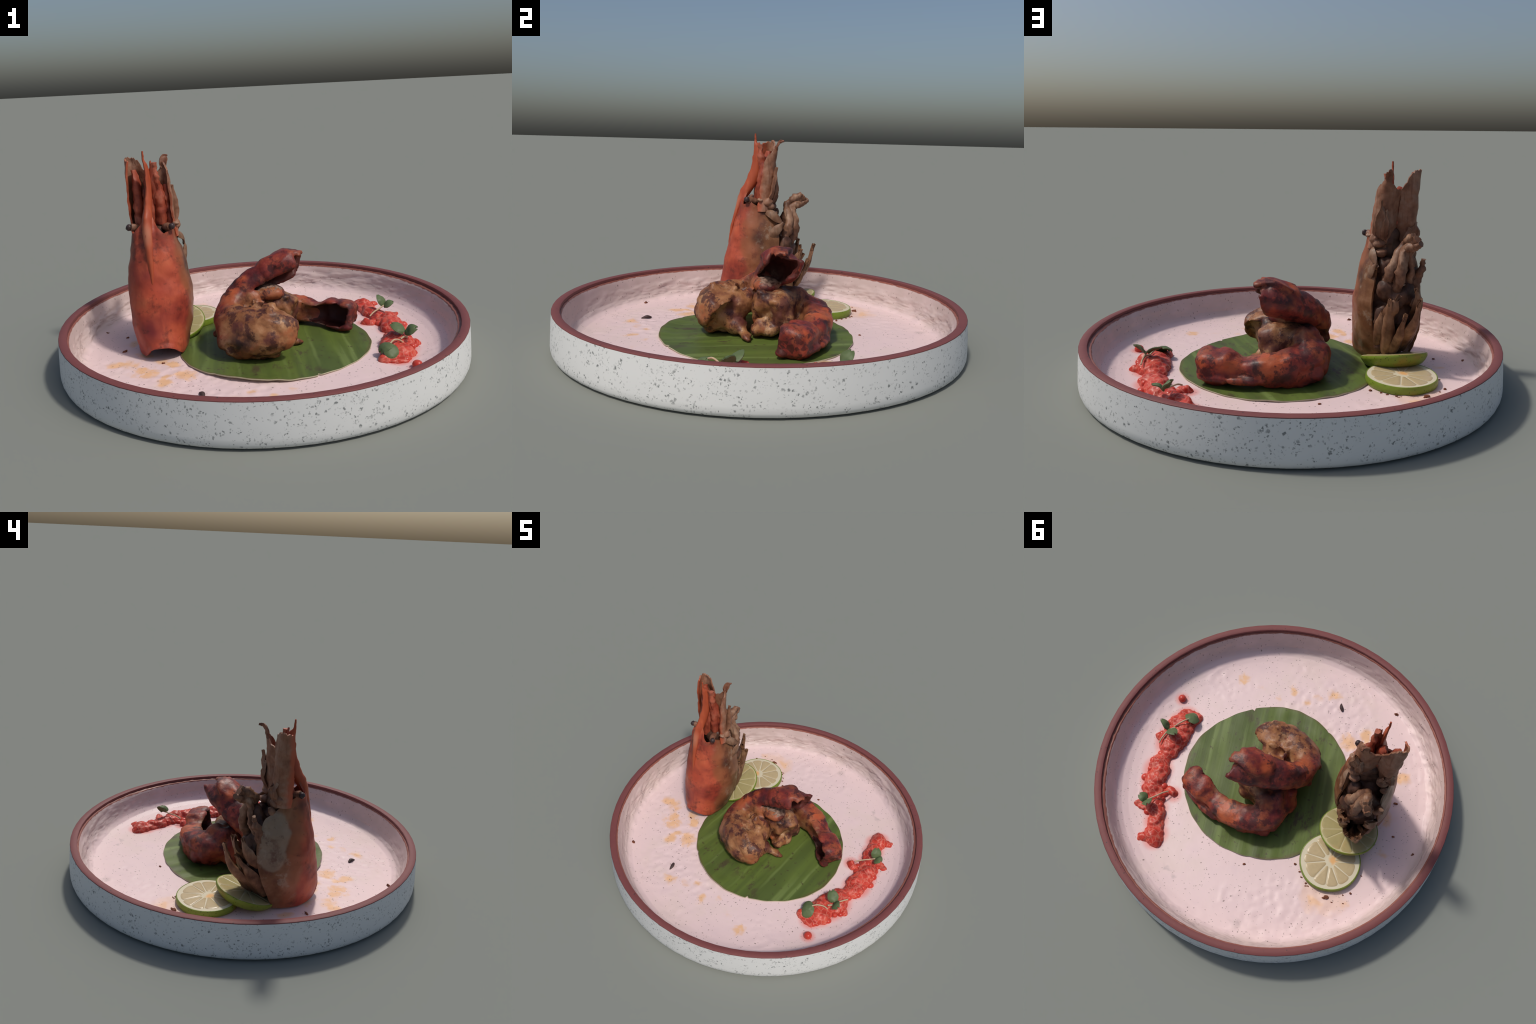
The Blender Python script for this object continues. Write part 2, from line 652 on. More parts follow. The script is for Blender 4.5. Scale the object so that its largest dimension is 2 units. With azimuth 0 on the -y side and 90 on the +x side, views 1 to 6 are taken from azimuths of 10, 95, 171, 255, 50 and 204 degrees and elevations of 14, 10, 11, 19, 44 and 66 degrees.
def mat_prawn(name, base, tan_pt, r0, r1, extra_tan=(), char=(), orange=()):
    """grilled flesh turning into red shell away from the cut end"""
    m = Mat(name, .45, base)
    w = m.warped(.06, 14)
    tan = m.ramp(m.noise(11, 5, .6), [(.27, (.085, .026, .016)), (.41, (.20, .074, .032)),
                                      (.54, (.31, .135, .056)), (.72, (.43, .235, .115))])
    red = m.ramp(m.noise(10, 5, .62, seed=3), [(.25, (.045, .010, .012)), (.40, (.115, .018, .018)),
                                               (.54, (.22, .034, .024)), (.72, (.38, .080, .038))])
    d = m.vec('DISTANCE', w, tuple(np.asarray(tan_pt) - m.base), out=1)
    d = m.math('ADD', d, m.math('MULTIPLY', m.math('SUBTRACT', m.noise(7, 5, .65, seed=12), .5), .22))
    k = m.band(d, r0, r1)
    for p, a, b in extra_tan:
        k = m.math('MULTIPLY', k, m.math('SUBTRACT', 1.0, m.near(p, a, b, vec=w)))
    c = m.mix(k, tan, red)
    for p, a, b in orange:
        c = m.mix(m.math('MULTIPLY', m.near(p, a, b, vec=w), .8), c, (.50, .105, .035))
    # wine-red bruises and orange glaze over flesh and shell alike
    c = m.mix(m.band(m.noise(8, 5, .65, seed=21), .50, .62, 0, .72), c, (.100, .026, .028))
    c = m.mix(m.band(m.noise(6, 5, .65, seed=27), .52, .64, 0, .62), c, (.36, .095, .036))
    c = m.mix(m.math('MULTIPLY', m.band(m.noise(9, 5, .65, seed=33), .55, .68, 0, .6), m.math('SUBTRACT', 1.0, k)), c, (.50, .32, .18))
    # grill char, broken up
    n = m.noise(13, 5, .7, seed=7)
    ch = m.math('MULTIPLY', m.band(n, .51, .60), .85)
    c = m.mix(ch, c, (.055, .016, .016))
    sp = m.math('LESS_THAN', m.voronoi(38, vec=m.warped(.03, 40)), m.math('MULTIPLY', m.band(m.noise(8, 2, seed=1), .45, .8), .3))
    c = m.mix(m.math('MULTIPLY', sp, .7), c, (.06, .015, .015))
    if char:
        kk = m.any([m.near(p, a, b, vec=w) for p, a, b in char])
        kk = m.math('MULTIPLY', kk, m.band(m.noise(20, 4), .3, .5))
        c = m.mix(m.math('MULTIPLY', kk, .9), c, CHAR)
    m.bump(m.noise(45, 4), .35, .006)
    return m.color(c)


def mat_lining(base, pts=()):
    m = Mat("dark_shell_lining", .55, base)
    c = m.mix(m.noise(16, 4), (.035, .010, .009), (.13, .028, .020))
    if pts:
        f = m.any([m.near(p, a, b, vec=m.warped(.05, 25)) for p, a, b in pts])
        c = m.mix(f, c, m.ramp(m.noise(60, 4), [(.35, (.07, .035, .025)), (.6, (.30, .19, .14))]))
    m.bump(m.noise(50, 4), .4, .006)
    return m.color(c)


def channel_ring(c, t, opening, hw, hd, w, alpha, th, n_out=30, n_in=16, sq=2.0):
    """closed cross-section: solid ellipse (w=0) to hollow C (w=1).
    hw: half width across, hd: half depth along the opening direction"""
    t = unit(t)
    o = unit(opening - t * np.dot(opening, t))
    s = np.cross(t, o)
    a_out = np.linspace(alpha, 2 * np.pi - alpha, n_out)
    a_in = np.linspace(2 * np.pi - alpha, alpha, n_in + 2)[1:-1]
    a_el = np.linspace(2 * np.pi - alpha, 2 * np.pi + alpha, n_in + 2)[1:-1]

    def pt(a, k):
        ca, sa = np.cos(a), np.sin(a)
        e = 2.0 / sq
        x = np.sign(ca) * np.abs(ca) ** e
        y = np.sign(sa) * np.abs(sa) ** e
        return k * (hd * x[:, None] * o + hw * y[:, None] * s)
    outer = pt(a_out, 1.0)
    inner = pt(a_in, 1.0 - th) * w + pt(a_el, 1.0) * (1 - w)
    return np.vstack([outer, inner]) + c


def ring_angles(alpha, n_out=30, n_in=16):
    return np.r_[np.linspace(alpha, 2 * np.pi - alpha, n_out), np.linspace(2 * np.pi - alpha, alpha, n_in + 2)[1:-1]]


def channel_loft(rows, opening_pts, alpha, th, n=60, ragged=None, sq=2.0, droop=None):
    """rows: x y z hw hd w.   opening_pts: opening direction per row"""
    R = spline(np.c_[np.asarray(rows, float), np.asarray(opening_pts, float)], n)
    rings = []
    for i, r in enumerate(R):
        t = R[min(i + 1, n - 1)][:3] - R[max(i - 1, 0)][:3]
        ring = channel_ring(r[:3], t, r[6:9], r[3], r[4], float(np.clip(r[5], 0, 1)), alpha, th, sq=sq)
        if ragged is not None and i >= n - 16:
            k = ((i - n + 17) / 16) ** 1.3
            ring = ring + unit(t) * (ragged(ring_angles(alpha)) * k)[:, None]
            if droop is not None:
                o = unit(r[6:9] - unit(t) * np.dot(r[6:9], unit(t)))
                ring = ring + o * (droop(ring_angles(alpha)) * k * k)[:, None]
        rings.append(ring)
    v, f = loft(rings)
    return v, f, R


def finish_tail(me, owner, spine, t_shell, t_lining, mats, lump=.006, seed=0, t_fan=2.0, ratio=.12):
    co, no = mesh_arrays(me)
    # folds: sharp creases where the ridged noise crosses zero, then lumps and facets
    w = co + np.c_[fbm(co, 5, 2, seed + 8), fbm(co, 5, 2, seed + 9), fbm(co, 5, 2, seed + 10)] * .05
    d = (np.minimum(np.abs(fbm(w, 5.0, 1, seed)), .30) - .2) * lump * 5.5       # deep V creases between soft lobes
    d += (np.minimum(np.abs(fbm(w, 12, 1, seed + 4)), .25) - .15) * lump * 3.2
    d += fbm(co, 24, 3, seed + 1) * lump * .7
    S0 = spline(spine, 160)
    tv = ((co[:, None, :] - S0[None]) ** 2).sum(2).argmin(1) / 159
    d = (d - d.mean()) * (1 - .32 * smooth(tv, t_shell - .12, t_shell + .1))     # the shell is tauter than the flesh
    for g in (t_shell + .07, t_shell + .20):                                     # overlapping shell rings
        k = .35 + .65 * smooth(fbm(co, 11, 2, seed + 13), -.3, .4)                  # worn away in places
        d += (.002 * np.exp(-((tv - g - .018) / .014) ** 2) - .005 * np.exp(-((tv - g) / .010) ** 2)) * k
    set_co(me, co + no * d[:, None])
    me = faceted(me, ratio)
    co, no = mesh_arrays(me)
    cent = np.array([np.mean(co[list(p.vertices)], axis=0) for p in me.polygons])
    pn = np.array([p.normal[:] for p in me.polygons])
    S = spline(spine, 160)
    D = ((cent[:, None, :] - S[None]) ** 2).sum(2)
    i = D.argmin(1)
    tt = i / 159
    rad = cent - S[i]
    tang = np.gradient(S, axis=0)[i]
    tang /= np.linalg.norm(tang, axis=1, keepdims=True)
    rad -= tang * (rad * tang).sum(1, keepdims=True)
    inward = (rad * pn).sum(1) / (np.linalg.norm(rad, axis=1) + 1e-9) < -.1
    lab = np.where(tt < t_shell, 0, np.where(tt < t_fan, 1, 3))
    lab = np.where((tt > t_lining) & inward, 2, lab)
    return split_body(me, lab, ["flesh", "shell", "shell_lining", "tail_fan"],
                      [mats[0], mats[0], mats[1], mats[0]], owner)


def blob(c, r, seed=0):
    return ellipsoid(c, r if np.ndim(r) else (r, r, r))


def build_tail_a():
    base = (-.01, -.10, FLOOR + .01)
    o = thing("prawn_tail", base, "curled grilled prawn tail, tan flesh and raised red shell", "prawn")
    #        x     y     z    hw    hd   hollow
    rows = [(.115, -.168, .150, .075, .075, 0), (.100, -.178, .158, .122, .098, 0), (.020, -.190, .158, .126, .110, 0),
            (-.085, -.165, .165, .105, .106, 0), (-.148, -.085, .210, .072, .070, 0), (-.125, .000, .275, .068, .060, .1),
            (-.040, .056, .338, .080, .066, .8), (.060, .096, .388, .092, .068, 1), (.135, .114, .412, .092, .068, 1),
            (.160, .122, .428, .088, .062, 1)]
    op = [(0, .2, 1)] * 3 + [(.4, .3, .8), (.9, -.1, .2), (.7, -.4, -.3), (.35, -.5, -.70), (.3, -.5, -.75),
                            (.3, -.5, -.75), (.3, -.5, -.75)]

    def rag(a):
        # a long pointed corner, a shorter one on top, lips cut back
        return (.044 * np.exp(-((a - 2.15) / .36) ** 2) + .030 * np.exp(-((a - 3.7) / .55) ** 2)
                - .045 * smooth(-a, -1.5, -.8) - .010 * smooth(a, 4.6, 5.4) + .004 * np.sin(a * 9))

    def lip(a):
        # the upper flap folds down over the hollow
        return .050 * np.exp(-((a - 3.5) / .62) ** 2) - .050 * smooth(-a, -1.75, -.8)
    v, f, R = channel_loft(rows, op, .60, .27, n=70, ragged=rag, sq=2.8, droop=lip)
    extra = [blob((.06, -.205, .215), (.080, .066, .068)), blob((.055, -.105, .185), (.062, .058, .074)), blob((.085, -.200, .120), (.050, .070, .060)),
             blob((.03, -.215, .095), (.10, .045, .05)), blob((.095, -.115, .095), (.05, .06, .045)),
             blob((-.205, -.160, .135), (.020, .022, .022)), blob((-.14, -.225, .13), (.045, .05, .05)),
             blob((.155, -.048, .060), (.040, .030, .024)), blob((.182, -.036, .052), (.030, .020, .018)), blob((.125, -.07, .075), (.032, .03, .025)),
             petal([(-.01, -.125, .235), (.005, -.122, .268), (.03, -.128, .292)], .05, (.3, -1, .3), .014, .2, seed=5),
             blob((.100, -.165, .135), (.05, .05, .06)), blob((.030, .028, .285), (.085, .068, .040)),
             blob((-.05, -.01, .265), (.06, .05, .05)), blob((.015, -.055, .205), (.075, .036, .060)), blob((-.06, -.04, .20), (.07, .05, .05)),
             blob((-.035, -.245, .075), (.085, .035, .038)), blob((.05, -.235, .075), (.07, .035, .035)),
             petal([(-.03, -.085, .24), (-.028, -.088, .275), (-.018, -.092, .298)], .034, (1, 0, 0), .012, .2, seed=6),
             petal([(.06, -.14, .24), (.062, -.128, .262), (.075, -.112, .275)], .06, (0, -1, .5), .014, .15, seed=7),
             blob((.075, -.225, .275), (.022, .02, .02)), blob((-.01, .03, .285), (.05, .04, .025)),
             petal([(.00, .055, .408), (.055, .074, .450), (.112, .092, .478), (.188, .110, .466)], .160, (0, -.1, 1), .016, .12,
                   ragged=.012, seed=9, tipw=.9),
             blob((-.19, -.045, .15), (.022, .024, .025)), blob((-.12, -.265, .085), (.02, .02, .02)),
             blob((.02, -.285, .185), (.07, .03, .05))]
    v, f = merge((v, f), *extra)
    me = remeshed(v, f, .0065, "prawn_tail", 7)
    mp = mat_prawn("grilled_prawn_raised", base, (.06, -.20, .14), .20, .30,
                   extra_tan=[((-.03, -.02, .22), .05, .11), ((.03, .02, .275), .06, .085)],
                   char=[((-.06, -.30, .14), .0, .10), ((.09, -.24, .25), .0, .05), ((-.17, -.2, .12), 0, .09),
                         ((-.06, .06, .43), 0, .05), ((-.15, .0, .35), 0, .05), ((.05, .17, .4), 0, .07),
                         ((-.19, -.02, .2), .0, .06)],
                   orange=[((-.15, -.06, .29), .02, .06), ((-.10, -.01, .38), .01, .05), ((0, .09, .43), .01, .06)])
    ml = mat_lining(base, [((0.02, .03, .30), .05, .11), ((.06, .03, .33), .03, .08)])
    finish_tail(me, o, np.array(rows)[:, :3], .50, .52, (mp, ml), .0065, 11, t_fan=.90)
    return o


def build_tail_b():
    base = (.08, .16, FLOOR + .01)
    o = thing("prawn_tail", base, "curled grilled prawn tail lying flat, red shell, charred", "prawn")
    rows = [(.120, .050, .160, .062, .066, 0), (.100, .060, .165, .094, .098, 0), (.030, .075, .165, .106, .104, 0),
            (-.058, .138, .158, .090, .092, 0), (-.050, .225, .138, .086, .082, 0), (.030, .280, .122, .080, .074, 0),
            (.150, .284, .114, .070, .068, 0), (.245, .250, .106, .054, .056, .4), (.325, .222, .116, .074, .074, 1),
            (.402, .188, .114, .078, .076, 1), (.422, .182, .112, .073, .068, 0), (.438, .176, .108, .060, .054, 0)]
    op = [(0, 0, 1)] * 3 + [(.5, -.2, .8), (.8, -.4, .3), (.3, -.9, .2)] + [(0, -1, .12)] * 6

    v, f, R = channel_loft(rows, op, .66, .17, n=84, sq=3.6)
    extra = [blob((.092, .03, .220), (.055, .05, .055)), blob((.090, .078, .222), (.06, .06, .052)),
             blob((.120, .045, .085), (.04, .055, .035)), blob((.03, .07, .24), (.085, .07, .040)),
             blob((-.03, .178, .226), (.06, .055, .050)), blob((.128, .01, .085), (.026, .032, .030)), blob((-.115, .06, .15), (.045, .05, .05)), blob((-.130, .105, .110), (.045, .06, .055)), blob((-.105, .245, .125), (.035, .045, .06)),
             blob((-.06, .305, .09), (.045, .03, .04)), blob((.10, .135, .13), (.05, .04, .06)),
             blob((.410, .135, .066), (.030, .024, .016)), blob((.112, -.004, .082), (.042, .036, .036)), blob((.442, .232, .100), (.022, .032, .020)),
             blob((.402, .150, .180), (.03, .022, .014)), blob((.115, .012, .268), (.026, .026, .011)),
             tube([(.455, .225, .082), (.36, .285, .080), (.25, .325, .080), (.12, .345, .085)], [.018, .020, .018, .012], 10),
             blob((.118, .005, .200), (.025, .028, .04)), blob((.125, .02, .12), (.022, .04, .03))]
    v, f = merge((v, f), *extra)
    me = remeshed(v, f, .0065, "prawn_tail", 7)
    mp = mat_prawn("grilled_prawn_flat", base, (.10, .03, .15), .17, .27,
                   extra_tan=[((.19, .15, .14), .04, .09)],
                   char=[((.12, .02, .295), .03, .075), ((-.04, .12, .28), .02, .10), ((-.12, .26, .17), .0, .06),
                         ((.20, .33, .16), 0, .05), ((.38, .17, .21), .0, .04), ((.02, .2, .25), 0, .06)],
                   orange=[((.13, .33, .17), .03, .10), ((.32, .30, .16), .02, .09), ((.44, .24, .15), 0, .05)])
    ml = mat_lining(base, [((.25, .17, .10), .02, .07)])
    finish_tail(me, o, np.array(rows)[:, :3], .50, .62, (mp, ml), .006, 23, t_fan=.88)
    return o


build_tail_a()
build_tail_b()


# ================================================================= PRAWN HEAD
HEAD = (-.50, -.07, FLOOR)
head = thing("prawn_head", HEAD, "upright grilled prawn head, red carapace, brown legs underneath", "prawn head")


def mat_carapace():
    m = Mat("carapace_red_to_tan", .42, HEAD)
    w = m.warped(.07, 9)
    red = m.ramp(m.noise(7, 5, .55), [(.28, (.15, .022, .020)), (.44, (.31, .050, .030)), (.60, (.44, .085, .042)),
                                      (.78, (.50, .14, .065))])
    red = m.mix(m.band(m.noise(1, 4, vec=m.scaled((30, 30, 4))), .5, .75, 0, .5), red, (.21, .03, .022))
    for p, r, c, k in (((-.49, -.28, .20), .09, (.13, .018, .025), .8), ((-.50, -.24, .46), .05, (.15, .015, .03), .7),
                       ((-.45, -.22, .50), .12, (.56, .115, .05), .6), ((-.47, -.26, .37), .09, (.58, .10, .045), .6)):
        red = m.mix(m.math('MULTIPLY', m.near(p, 0, r, vec=w), k), red, c)
    tan = m.ramp(m.noise(8, 5, .6, seed=2), [(.28, (.085, .030, .014)), (.48, (.19, .080, .036)),
                                             (.66, (.28, .145, .075)), (.82, (.36, .24, .15))])
    n = m.node("ShaderNodeSeparateXYZ")
    m.put(n.inputs[0], w)
    k = m.band(m.math('ADD', n.outputs[1], m.math('MULTIPLY', m.math('SUBTRACT', m.noise(6, 4), .5), .16)), -.11, .055)
    c = m.mix(k, red, tan)
    mid = m.math('MULTIPLY', m.band(k, .05, .4), m.band(k, .6, .98, 1, 0))
    c = m.mix(m.math('MULTIPLY', mid, .6), c, m.mix(m.noise(13, 4), (.20, .065, .028), (.34, .13, .055)))
    # bleached membrane on the shaded cheek and scuffs on the sunny one
    plate_w = m.warped(.035, 16)
    cheek = m.any([m.near((-.655, .01, .47), .095, .118, vec=plate_w, squash=(1, 1.35, .85)),
                   m.near((-.65, .02, .35), .060, .080, vec=plate_w)])
    c = m.mix(m.math('MULTIPLY', cheek, .8), c, m.mix(m.noise(20, 5, .65), (.20, .135, .085), (.33, .265, .195)))
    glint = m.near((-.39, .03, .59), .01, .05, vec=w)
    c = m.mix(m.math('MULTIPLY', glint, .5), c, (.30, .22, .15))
    scuff = m.math('MULTIPLY', m.band(m.noise(11, 4, .65, seed=9), .56, .64), k)
    c = m.mix(m.math('MULTIPLY', scuff, .5), c, (.33, .25, .18))
    dark = m.any([m.near((-.345, -.06, .47), .01, .07, vec=w), m.near((-.60, -.14, .60), 0, .06, vec=w),
                  m.near((-.36, -.10, .10), 0, .07, vec=w)])  # this spot: dark inside of an unmodelled slot, painted on the shell
    c = m.mix(m.math('MULTIPLY', dark, .75), c, (.055, .025, .018))
    c = m.mix(m.band(m.noise(9, 5, .7, seed=5), .54, .70, 0, .65), c, (.095, .024, .018))
    c = m.mix(m.band(m.noise(24, 4, .7, seed=15), .60, .72, 0, .6), c, (.07, .022, .016))
    m.bump(m.noise(40, 4), .25, .005)
    return m.color(c)


def mat_horn():
    m = Mat("rostrum_orange_red", .45, HEAD)
    c = m.mix(m.noise(1, 4, vec=m.scaled((40, 40, 6))), (.25, .034, .018), (.50, .115, .045))
    c = m.mix(m.near((-.502, -.205, .64), .0, .06, squash=(1.5, 1, .7)), c, (.50, .19, .11))
    return m.color(c)


def mat_chitin(name, dark, mid, light, red=None, seed=0):
    m = Mat(name, .5, HEAD)
    c = m.ramp(m.noise(14, 5, .6, seed=seed + 1), [(.28, dark), (.5, mid), (.74, light)])
    st = m.noise(1, 3, vec=m.scaled((60, 60, 7)), seed=seed + 2)
    c = m.mix(m.band(st, .5, .72, 0, .55), c, dark)
    if red is not None:
        n = m.node("ShaderNodeSeparateXYZ")
        m.put(n.inputs[0], m.co)
        k = m.band(m.math('ADD', n.outputs[1], m.math('MULTIPLY', m.math('SUBTRACT', m.noise(12, 3), .5), .06)), .0, .04, 1, 0)
        c = m.mix(m.math('MULTIPLY', k, .9), c, red)
    m.bump(m.noise(50, 4), .3, .005)
    return m.color(c)


def build_head():
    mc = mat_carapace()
    # ---- carapace: a U-shaped shell wrapped round an upright axis, open towards +y
    zs = [.03, .07, .11, .19, .27, .34, .40, .457, .53, .57, .605, .64, .69, .74]
    CX = [-.500, -.496, -.495, -.493, -.493, -.494, -.497, -.499, -.500, -.505, -.507, -.507, -.508, -.510]
    HX = [.110, .126, .133, .147, .151, .152, .143, .135, .121, .113, .106, .103, .085, .06]
    HD = [.190, .204, .204, .184, .171, .160, .147, .132, .112, .102, .094, .090, .068, .040]  # towards the back (-y)
    HV = [.130, .150, .168, .186, .200, .210, .210, .200, .180, .150, .130, .12, .10, .08]     # towards the belly
    TW = [.34, .30, .26, .08, .0, -.03, -.05, -.03, 0, 0, 0, 0, 0, 0]                          # twist of the foot
    nphi, nz = 73, 64
    phis = np.linspace(-math.radians(138), math.radians(138), nphi)
    grid = np.zeros((nz, nphi, 3))
    for j, ph in enumerate(phis):
        a = abs(math.degrees(ph))
        zt = np.interp(a, [0, 14, 30, 48, 62, 80, 100, 120, 138], [.745, .715, .664, .632, .640, .652, .630, .60, .545])
        zb = np.interp(a, [0, 14, 28, 38, 46, 70, 100, 138], [.106, .103, .088, .064, .050, .044, .042, .05])
        for i in range(nz):
            z = zb + (zt - zb) * i / (nz - 1)
            cx, hx, hd, hv, tw = (np.interp(z, zs, t) for t in (CX, HX, HD, HV, TW))
            c, s = math.cos(ph), math.sin(ph)
            left = ph < 0                       # the shaded cheek is the fuller one
            full = float(smooth(z, .06, .22))
            lx = hx * (math.copysign(abs(s) ** (1 - .45 * full), s) * (1 + .11 * full * smooth(-c, 0, .4)) if left and c < 0 else s)
            ly = -(hd if c > 0 else hv * (1.14 if left else 1.0)) * c
            x = cx + lx * math.cos(tw) - ly * math.sin(tw)
            y = -.09 + lx * math.sin(tw) + ly * math.cos(tw)
            # dorsal keel with grooves beside it
            kz = smooth(z, .40, .62)
            y -= kz * .016 * math.exp(-(ph / .10) ** 2) - kz * .008 * math.exp(-((abs(ph) - .36) / .16) ** 2)
            # rolled hind lip
            y -= (.006 * math.exp(-((z - zb - .004) / .008) ** 2) - .004 * math.exp(-((z - zb - .024) / .010) ** 2)) * (1 if c > 0 else 0)
            grid[i, j] = x, y, z
    P = grid.reshape(-1, 3)
    dn = fbm(P, 6, 3, 2) * .006 + fbm(P, 25, 3, 3) * .002 + (crumple(P, 14, 5) - .4) * .003
    dn -= dn.mean() + .003
    cen = np.c_[np.full(len(P), -.5), np.full(len(P), -.07), P[:, 2]]
    out = (P - cen) / np.linalg.norm(P - cen, axis=1, keepdims=True)
    P = P + out * dn[:, None]
    v, f = sheet(P.reshape(nz, nphi, 3), .010)
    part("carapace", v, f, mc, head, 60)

    # ---- rostrum: toothed blade running up from the keel
    rows = [(-.481, -.232, .40, .006, .004), (-.488, -.216, .50, .014, .010), (-.498, -.194, .58, .020, .014),
            (-.505, -.175, .64, .024, .022), (-.511, -.145, .70, .024, .032), (-.512, -.112, .76, .019, .034),
            (-.511, -.090, .83, .014, .030), (-.512, -.082, .90, .012, .026), (-.516, -.086, .95, .009, .020),
            (-.520, -.097, .975, .006, .008), (-.522, -.099, 1.000, .005, .006), (-.522, -.099, 1.02, .004, .004)]
    R = spline(rows, 60)
    rings = []
    for i, r in enumerate(R):
        a = np.linspace(0, 2 * np.pi, 16, endpoint=False)
        tooth = .004 * max(0, math.sin(i * .9)) * smooth(r[2], .64, .70) * (1 - smooth(r[2], .88, .95))
        yy = np.sin(a) * r[4]
        yy = np.where(np.sin(a) < -.8, yy - tooth, yy)
        rings.append(np.c_[r[0] + r[3] * np.sign(np.cos(a)) * np.abs(np.cos(a)) ** 1.3, r[1] + yy, np.full(16, r[2])])
    v, f = loft(rings)
    v = v + np.c_[fbm(v, 40, 2, 1), fbm(v, 40, 2, 2), np.zeros(len(v))] * .002
    part("rostrum", v, f, mat_horn(), head, 50)

    # ---- eyes on stalks
    me_eye = Mat("charred_eye", .35, HEAD)
    me_eye.color(me_eye.mix(me_eye.noise(40, 3), (.018, .016, .02), (.07, .04, .035)))
    mstalk = mat_chitin("eye_stalk_brown", (.08, .03, .02), (.22, .10, .06), (.33, .19, .13))
    for sgn, (ex, ey, ez) in ((-1, (-.612, -.125, .660)), (1, (-.398, -.125, .664))):
        v, f = tube([(ex - sgn * .050, ey + .05, ez - .012), (ex - sgn * .025, ey + .015, ez - .004), (ex - sgn * .008, ey + .003, ez)],
                    [.016, .019, .017], 12, bumps=.004, seed=sgn)
        st = part("eye_stalk", v, f, mstalk, head, 60)
        v, f = ellipsoid((ex, ey, ez), (.0155, .0165, .0165), 16, 10)
        v = v + fbm(v, 60, 2, 3)[:, None] * .002
        part("eye", v, f, me_eye.m, head, 60)

    # ---- the two big antennal scales, cupped towards the rostrum
    msc = mat_chitin("antennal_scale_tan", (.13, .042, .022), (.26, .115, .065), (.36, .215, .15),
                     red=(.42, .085, .036))

    def scale(levels, top, seed, bottom=.60):
        nu, nv = 30, 27
        zl = [l[0] for l in levels]
        curves = np.array([spline(l[1], nv) for l in levels])
        g = np.zeros((nu, nv, 3))
        us = np.linspace(0, 1, nv)
        zt = np.interp(us, [t[0] for t in top], [t[1] for t in top])
        rr = np.random.default_rng(seed)
        zt = zt + rr.uniform(-.006, .006, nv)
        for j in range(nv):
            for i in range(nu):
                z = bottom + (zt[j] - bottom) * i / (nu - 1)
                xy = [np.interp(z, zl, curves[:, j, k]) for k in (0, 1)]
                g[i, j] = xy[0], xy[1], z
        P = g.reshape(-1, 3)
        P = P + np.c_[fbm(P, 18, 3, seed), fbm(P, 18, 3, seed + 3), np.zeros(len(P))] * .006
        return sheet(P.reshape(nu, nv, 3), .009)
    L = [(.60, [(-.530, -.045), (-.570, -.010), (-.605, -.006), (-.622, -.040), (-.615, -.072)]),
         (.72, [(-.532, -.030), (-.575, .008), (-.612, .002), (-.627, -.036), (-.620, -.074)]),
         (.80, [(-.534, -.016), (-.580, .012), (-.616, .001), (-.629, -.034), (-.621, -.072)]),
         (.90, [(-.537, -.004), (-.585, .006), (-.620, -.004), (-.636, -.032), (-.620, -.072)]),
         (1.0, [(-.545, .000), (-.592, -.002), (-.624, -.008), (-.638, -.030), (-.612, -.068)])]
    v, f = scale(L, [(0, .885), (.06, .902), (.12, .932), (.2, .962), (.3, .977), (.55, .982), (.72, .976), (.86, .974), (1, .968)], 4)
    part("antennal_scale", v, f, msc, head, 60)
    Rr = [(.60, [(-.530, -.045), (-.478, -.005), (-.428, -.004), (-.402, -.035), (-.400, -.066)]),
          (.72, [(-.530, -.030), (-.478, .010), (-.436, .006), (-.414, -.022), (-.411, -.058)]),
          (.80, [(-.532, -.016), (-.482, .016), (-.442, .012), (-.421, -.012), (-.420, -.045)]),
          (.90, [(-.535, -.002), (-.494, .018), (-.456, .018), (-.436, -.004), (-.434, -.036)]),
          (1.0, [(-.530, .010), (-.498, .026), (-.468, .030), (-.452, .010), (-.446, -.014)])]
    v, f = scale(Rr, [(0, .885), (.18, .890), (.32, .925), (.42, .960), (.52, .950), (.68, .935), (.8, .915), (1, .86)], 9)
    tip = petal([(-.468, .026, .925), (-.464, .030, .955), (-.459, .045, .978), (-.453, .066, .982)], .036, (0, 1, .2),
                .008, .15, seed=3, tipw=.45)
    v, f = merge((v, f), tip)
    part("antennal_scale", v, f, msc, head, 60)

    # ---- antenna stumps between the scales
    mant = mat_chitin("antenna_base_red", (.14, .022, .014), (.33, .065, .032), (.42, .15, .09), seed=3)
    for pts, rad, s in (
            ([(-.572, -.065, .64), (-.578, -.055, .74), (-.584, -.040, .84), (-.598, -.030, .925)], [.034, .032, .028, .018], 1),
            ([(-.470, -.055, .66), (-.468, -.045, .74), (-.474, -.048, .83), (-.480, -.062, .90), (-.480, -.066, .962)],
             [.026, .034, .026, .018, .013], 2),
            ([(-.435, -.03, .66), (-.440, -.018, .76), (-.450, -.006, .85)], [.022, .022, .012], 3),
            ([(-.525, -.065, .62), (-.525, -.055, .74), (-.53, -.040, .85), (-.535, -.02, .90)], [.042, .036, .028, .014], 4)):
        v, f = tube(pts, rad, 12, flat=.8, up=(1, 0, 0), bumps=.010, seed=s)
        part("antenna", v, f, mant, head, 60)

    v, f = petal([(-.492, -.060, .76), (-.490, -.066, .84), (-.490, -.072, .91), (-.488, -.074, .962)], .046, (.2, -1, 0),
                 .010, .25, ragged=.010, seed=41, tipw=.8)
    part("antenna", v, f, mant, head, 60)

    # ---- mouth parts and the brown mass between the cheeks
    mbr = mat_chitin("leg_brown", (.055, .022, .014), (.20, .095, .054), (.37, .23, .150), seed=1)
    mdk = mat_chitin("gill_dark", (.030, .013, .009), (.095, .042, .026), (.19, .095, .058), seed=5)
